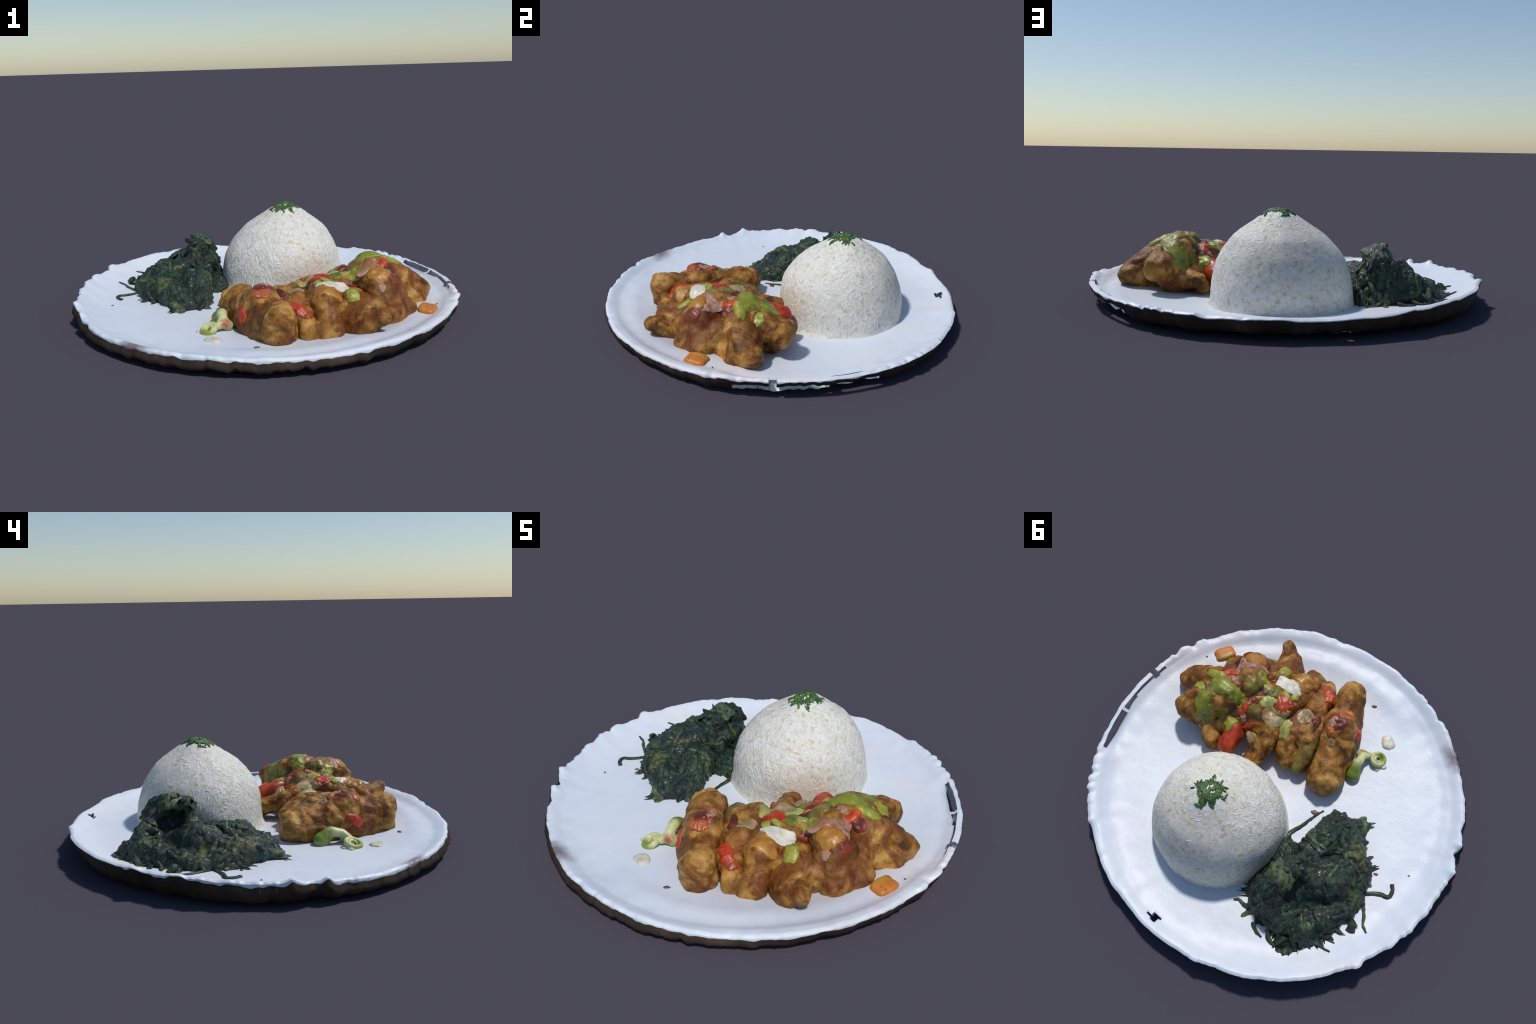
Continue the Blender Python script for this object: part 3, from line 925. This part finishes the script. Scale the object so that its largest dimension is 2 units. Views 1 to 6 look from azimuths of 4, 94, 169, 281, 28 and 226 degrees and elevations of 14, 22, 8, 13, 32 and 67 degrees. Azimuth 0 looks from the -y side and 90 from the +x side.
# broad leaves: shade, place, direction, half length, half width
BROAD = [("light", (-.40, .37, .30), (-.75, .6, 0), .095, .060), ("olive", (-.565, -.005, .13), (-.8, .3, -.5), .070, .028),
         ("olive", (-.53, -.03, .12), (-.2, -.6, -.7), .060, .045), ("mid", (-.378, .058, .18), (-.9, .3, 0), .060, .026),
         ("light", (-.455, -.185, .05), (.45, -.9, 0), .058, .024), ("dark", (-.335, -.10, .08), (0, -1, -.5), .060, .036),
         ("tan", (-.477, .14, .18), (-.6, -.8, 0), .040, .014), ("light", (-.355, .537, .08), (-1, 0, 0), .060, .036),
         ("mid", (-.49, .52, .08), (-.75, -.6, 0), .080, .026), ("mid", (-.60, .53, .06), (-.8, .2, 0), .055, .030),
         ("dark", (-.30, .40, .2), (.3, .2, -1), .07, .04), ("dark", (-.36, .24, .2), (.2, -1, -.2), .06, .035),
         ("mid", (-.57, .18, .2), (-.5, -.5, -.3), .06, .03), ("dark", (-.42, -.02, .15), (-.2, -1, -.6), .07, .03),
         ("mid", (-.34, .0, .15), (.3, -1, -.5), .065, .028)]

def build_spinach(floor_objs):
    root = thing("wilted_spinach", "heap of dark green wilted spinach with loose stems", "spinach")
    S = srgb
    mats = dict(dark=spinach_mat("spinach_dark", S(13, 23, 19), S(26, 44, 35), S(54, 80, 64)),
                mid=spinach_mat("spinach_mid", S(20, 34, 22), S(38, 58, 38), S(70, 94, 64)),
                light=spinach_mat("spinach_light", S(38, 54, 32), S(72, 90, 58), S(120, 130, 92)),
                olive=spinach_mat("spinach_olive", S(40, 48, 22), S(72, 80, 40), S(112, 114, 66)),
                tan=spinach_mat("spinach_stalk", S(62, 62, 40), S(98, 96, 66), S(136, 132, 100)))
    V, Q = blob(SPINACH["chains"], .045, .0075, SPINACH["carve"], .02, ((9, .012), (20, .012), (44, .006)), 3, floor=.018)
    heap = new_object("spinach_heap", V, Q, mats["dark"], root)
    tree = bvh_objects([heap] + floor_objs)
    floor = bvh_objects(floor_objs)
    for i, (shade, c, d, L, W) in enumerate(BROAD):
        V2, F = drape(tree, c, d, L, W, .012, 1.9, ragged=.3, seed=i * 2.3, wave=.004, curl=-.006, sink=.008, relax=3, nwave=4)
        new_object("spinach_leaf", V2, F, mats[shade], root)
    # tangle of narrow folded leaves that run outwards and down over the heap
    R = random.Random(91)
    cand = [v for v in V if v[2] > .045 and not (-.62 < v[0] < -.36 and .25 < v[1] < .42 and v[2] < .27)]
    for i in range(140):
        p = Vector(cand[R.randrange(len(cand))])
        out = Vector((p.x + .45, p.y - .22, 0))
        out = out.normalized() if out.length > 1e-3 else Vector((1, 0, 0))
        a = R.gauss(0, .75)
        d = Vector((out.x * math.cos(a) - out.y * math.sin(a), out.x * math.sin(a) + out.y * math.cos(a), -.7))
        L, W = R.uniform(.04, .10), R.uniform(.009, .028)
        V2, F = drape(tree, p, d, L, W, R.uniform(.006, .012), 2.1, ragged=.22, seed=i * 1.3 + 40, wave=.004, curl=-.005,
                      bend=R.uniform(-.25, .25), rings=6, segs=22, sink=.006, relax=2, nwave=R.choice((3, 4, 5)))
        shade = R.choices(("dark", "mid", "light", "olive", "tan"), (58, 33, 5, 3, 1))[0]
        for q in V2:
            q.z = max(q.z, .022)
        new_object("spinach_leaf", V2, F, mats[shade], root)
    # ragged fringe that trails on to the plate
    edge = [v for v in V if v[2] < .05 and v[0] < -.30]
    def lay(x, y):
        h = floor.ray_cast(Vector((x, y, .4)), Vector((0, 0, -1)))
        return h[0].z if h[0] is not None else .04
    for i in range(16):
        p = edge[R.randrange(len(edge))]
        out = Vector((p[0] + .45, p[1] - .22, 0)).normalized()
        a = R.gauss(0, .8)
        d = Vector((out.x * math.cos(a) - out.y * math.sin(a), out.x * math.sin(a) + out.y * math.cos(a), 0))
        n = Vector((-d.y, d.x, 0)) * R.uniform(-.3, .3)
        L = R.uniform(.03, .075)
        pts = []
        for q in (-.5, 0, .5, 1):
            w = Vector((p[0], p[1], 0)) + d * L * q + n * L * q * q
            pts.append((w.x, w.y, lay(w.x, w.y) + .004 + (.03 if q < 0 else .008 * (1 - q))))
        w0 = R.uniform(.010, .020)
        V2, F = tube(pts, [w0, w0, w0 * .8, .003], 8, .40)
        new_object("spinach_leaf", V2, F, mats[R.choice(("dark", "dark", "mid", "olive"))], root)
    for pts, w0, w1 in STEMS:
        n = len(pts)
        P3 = [(x, y, lay(x, y) + .003 + (.012 if k == 0 else 0)) for k, (x, y) in enumerate(pts)]
        V2, F = tube(P3, [w0 + (w1 - w0) * k / (n - 1) for k in range(n)], 8, .6)
        for k in range(len(V2)):
            V2[k] = V2[k] + Vector((.004 * nz(V2[k].x * 60, V2[k].y * 60, 1), .004 * nz(V2[k].x * 60, V2[k].y * 60, 5), 0))
        new_object("spinach_stem", V2, F, mats["mid"], root)
    return root, [heap]

# ------------------------------------------------------------------ build
plate, plate_parts = build_plate()
rice, rice_parts = build_rice()
fry, chicken = build_stir_fry(plate_parts)
spinach, heap = build_spinach(plate_parts)
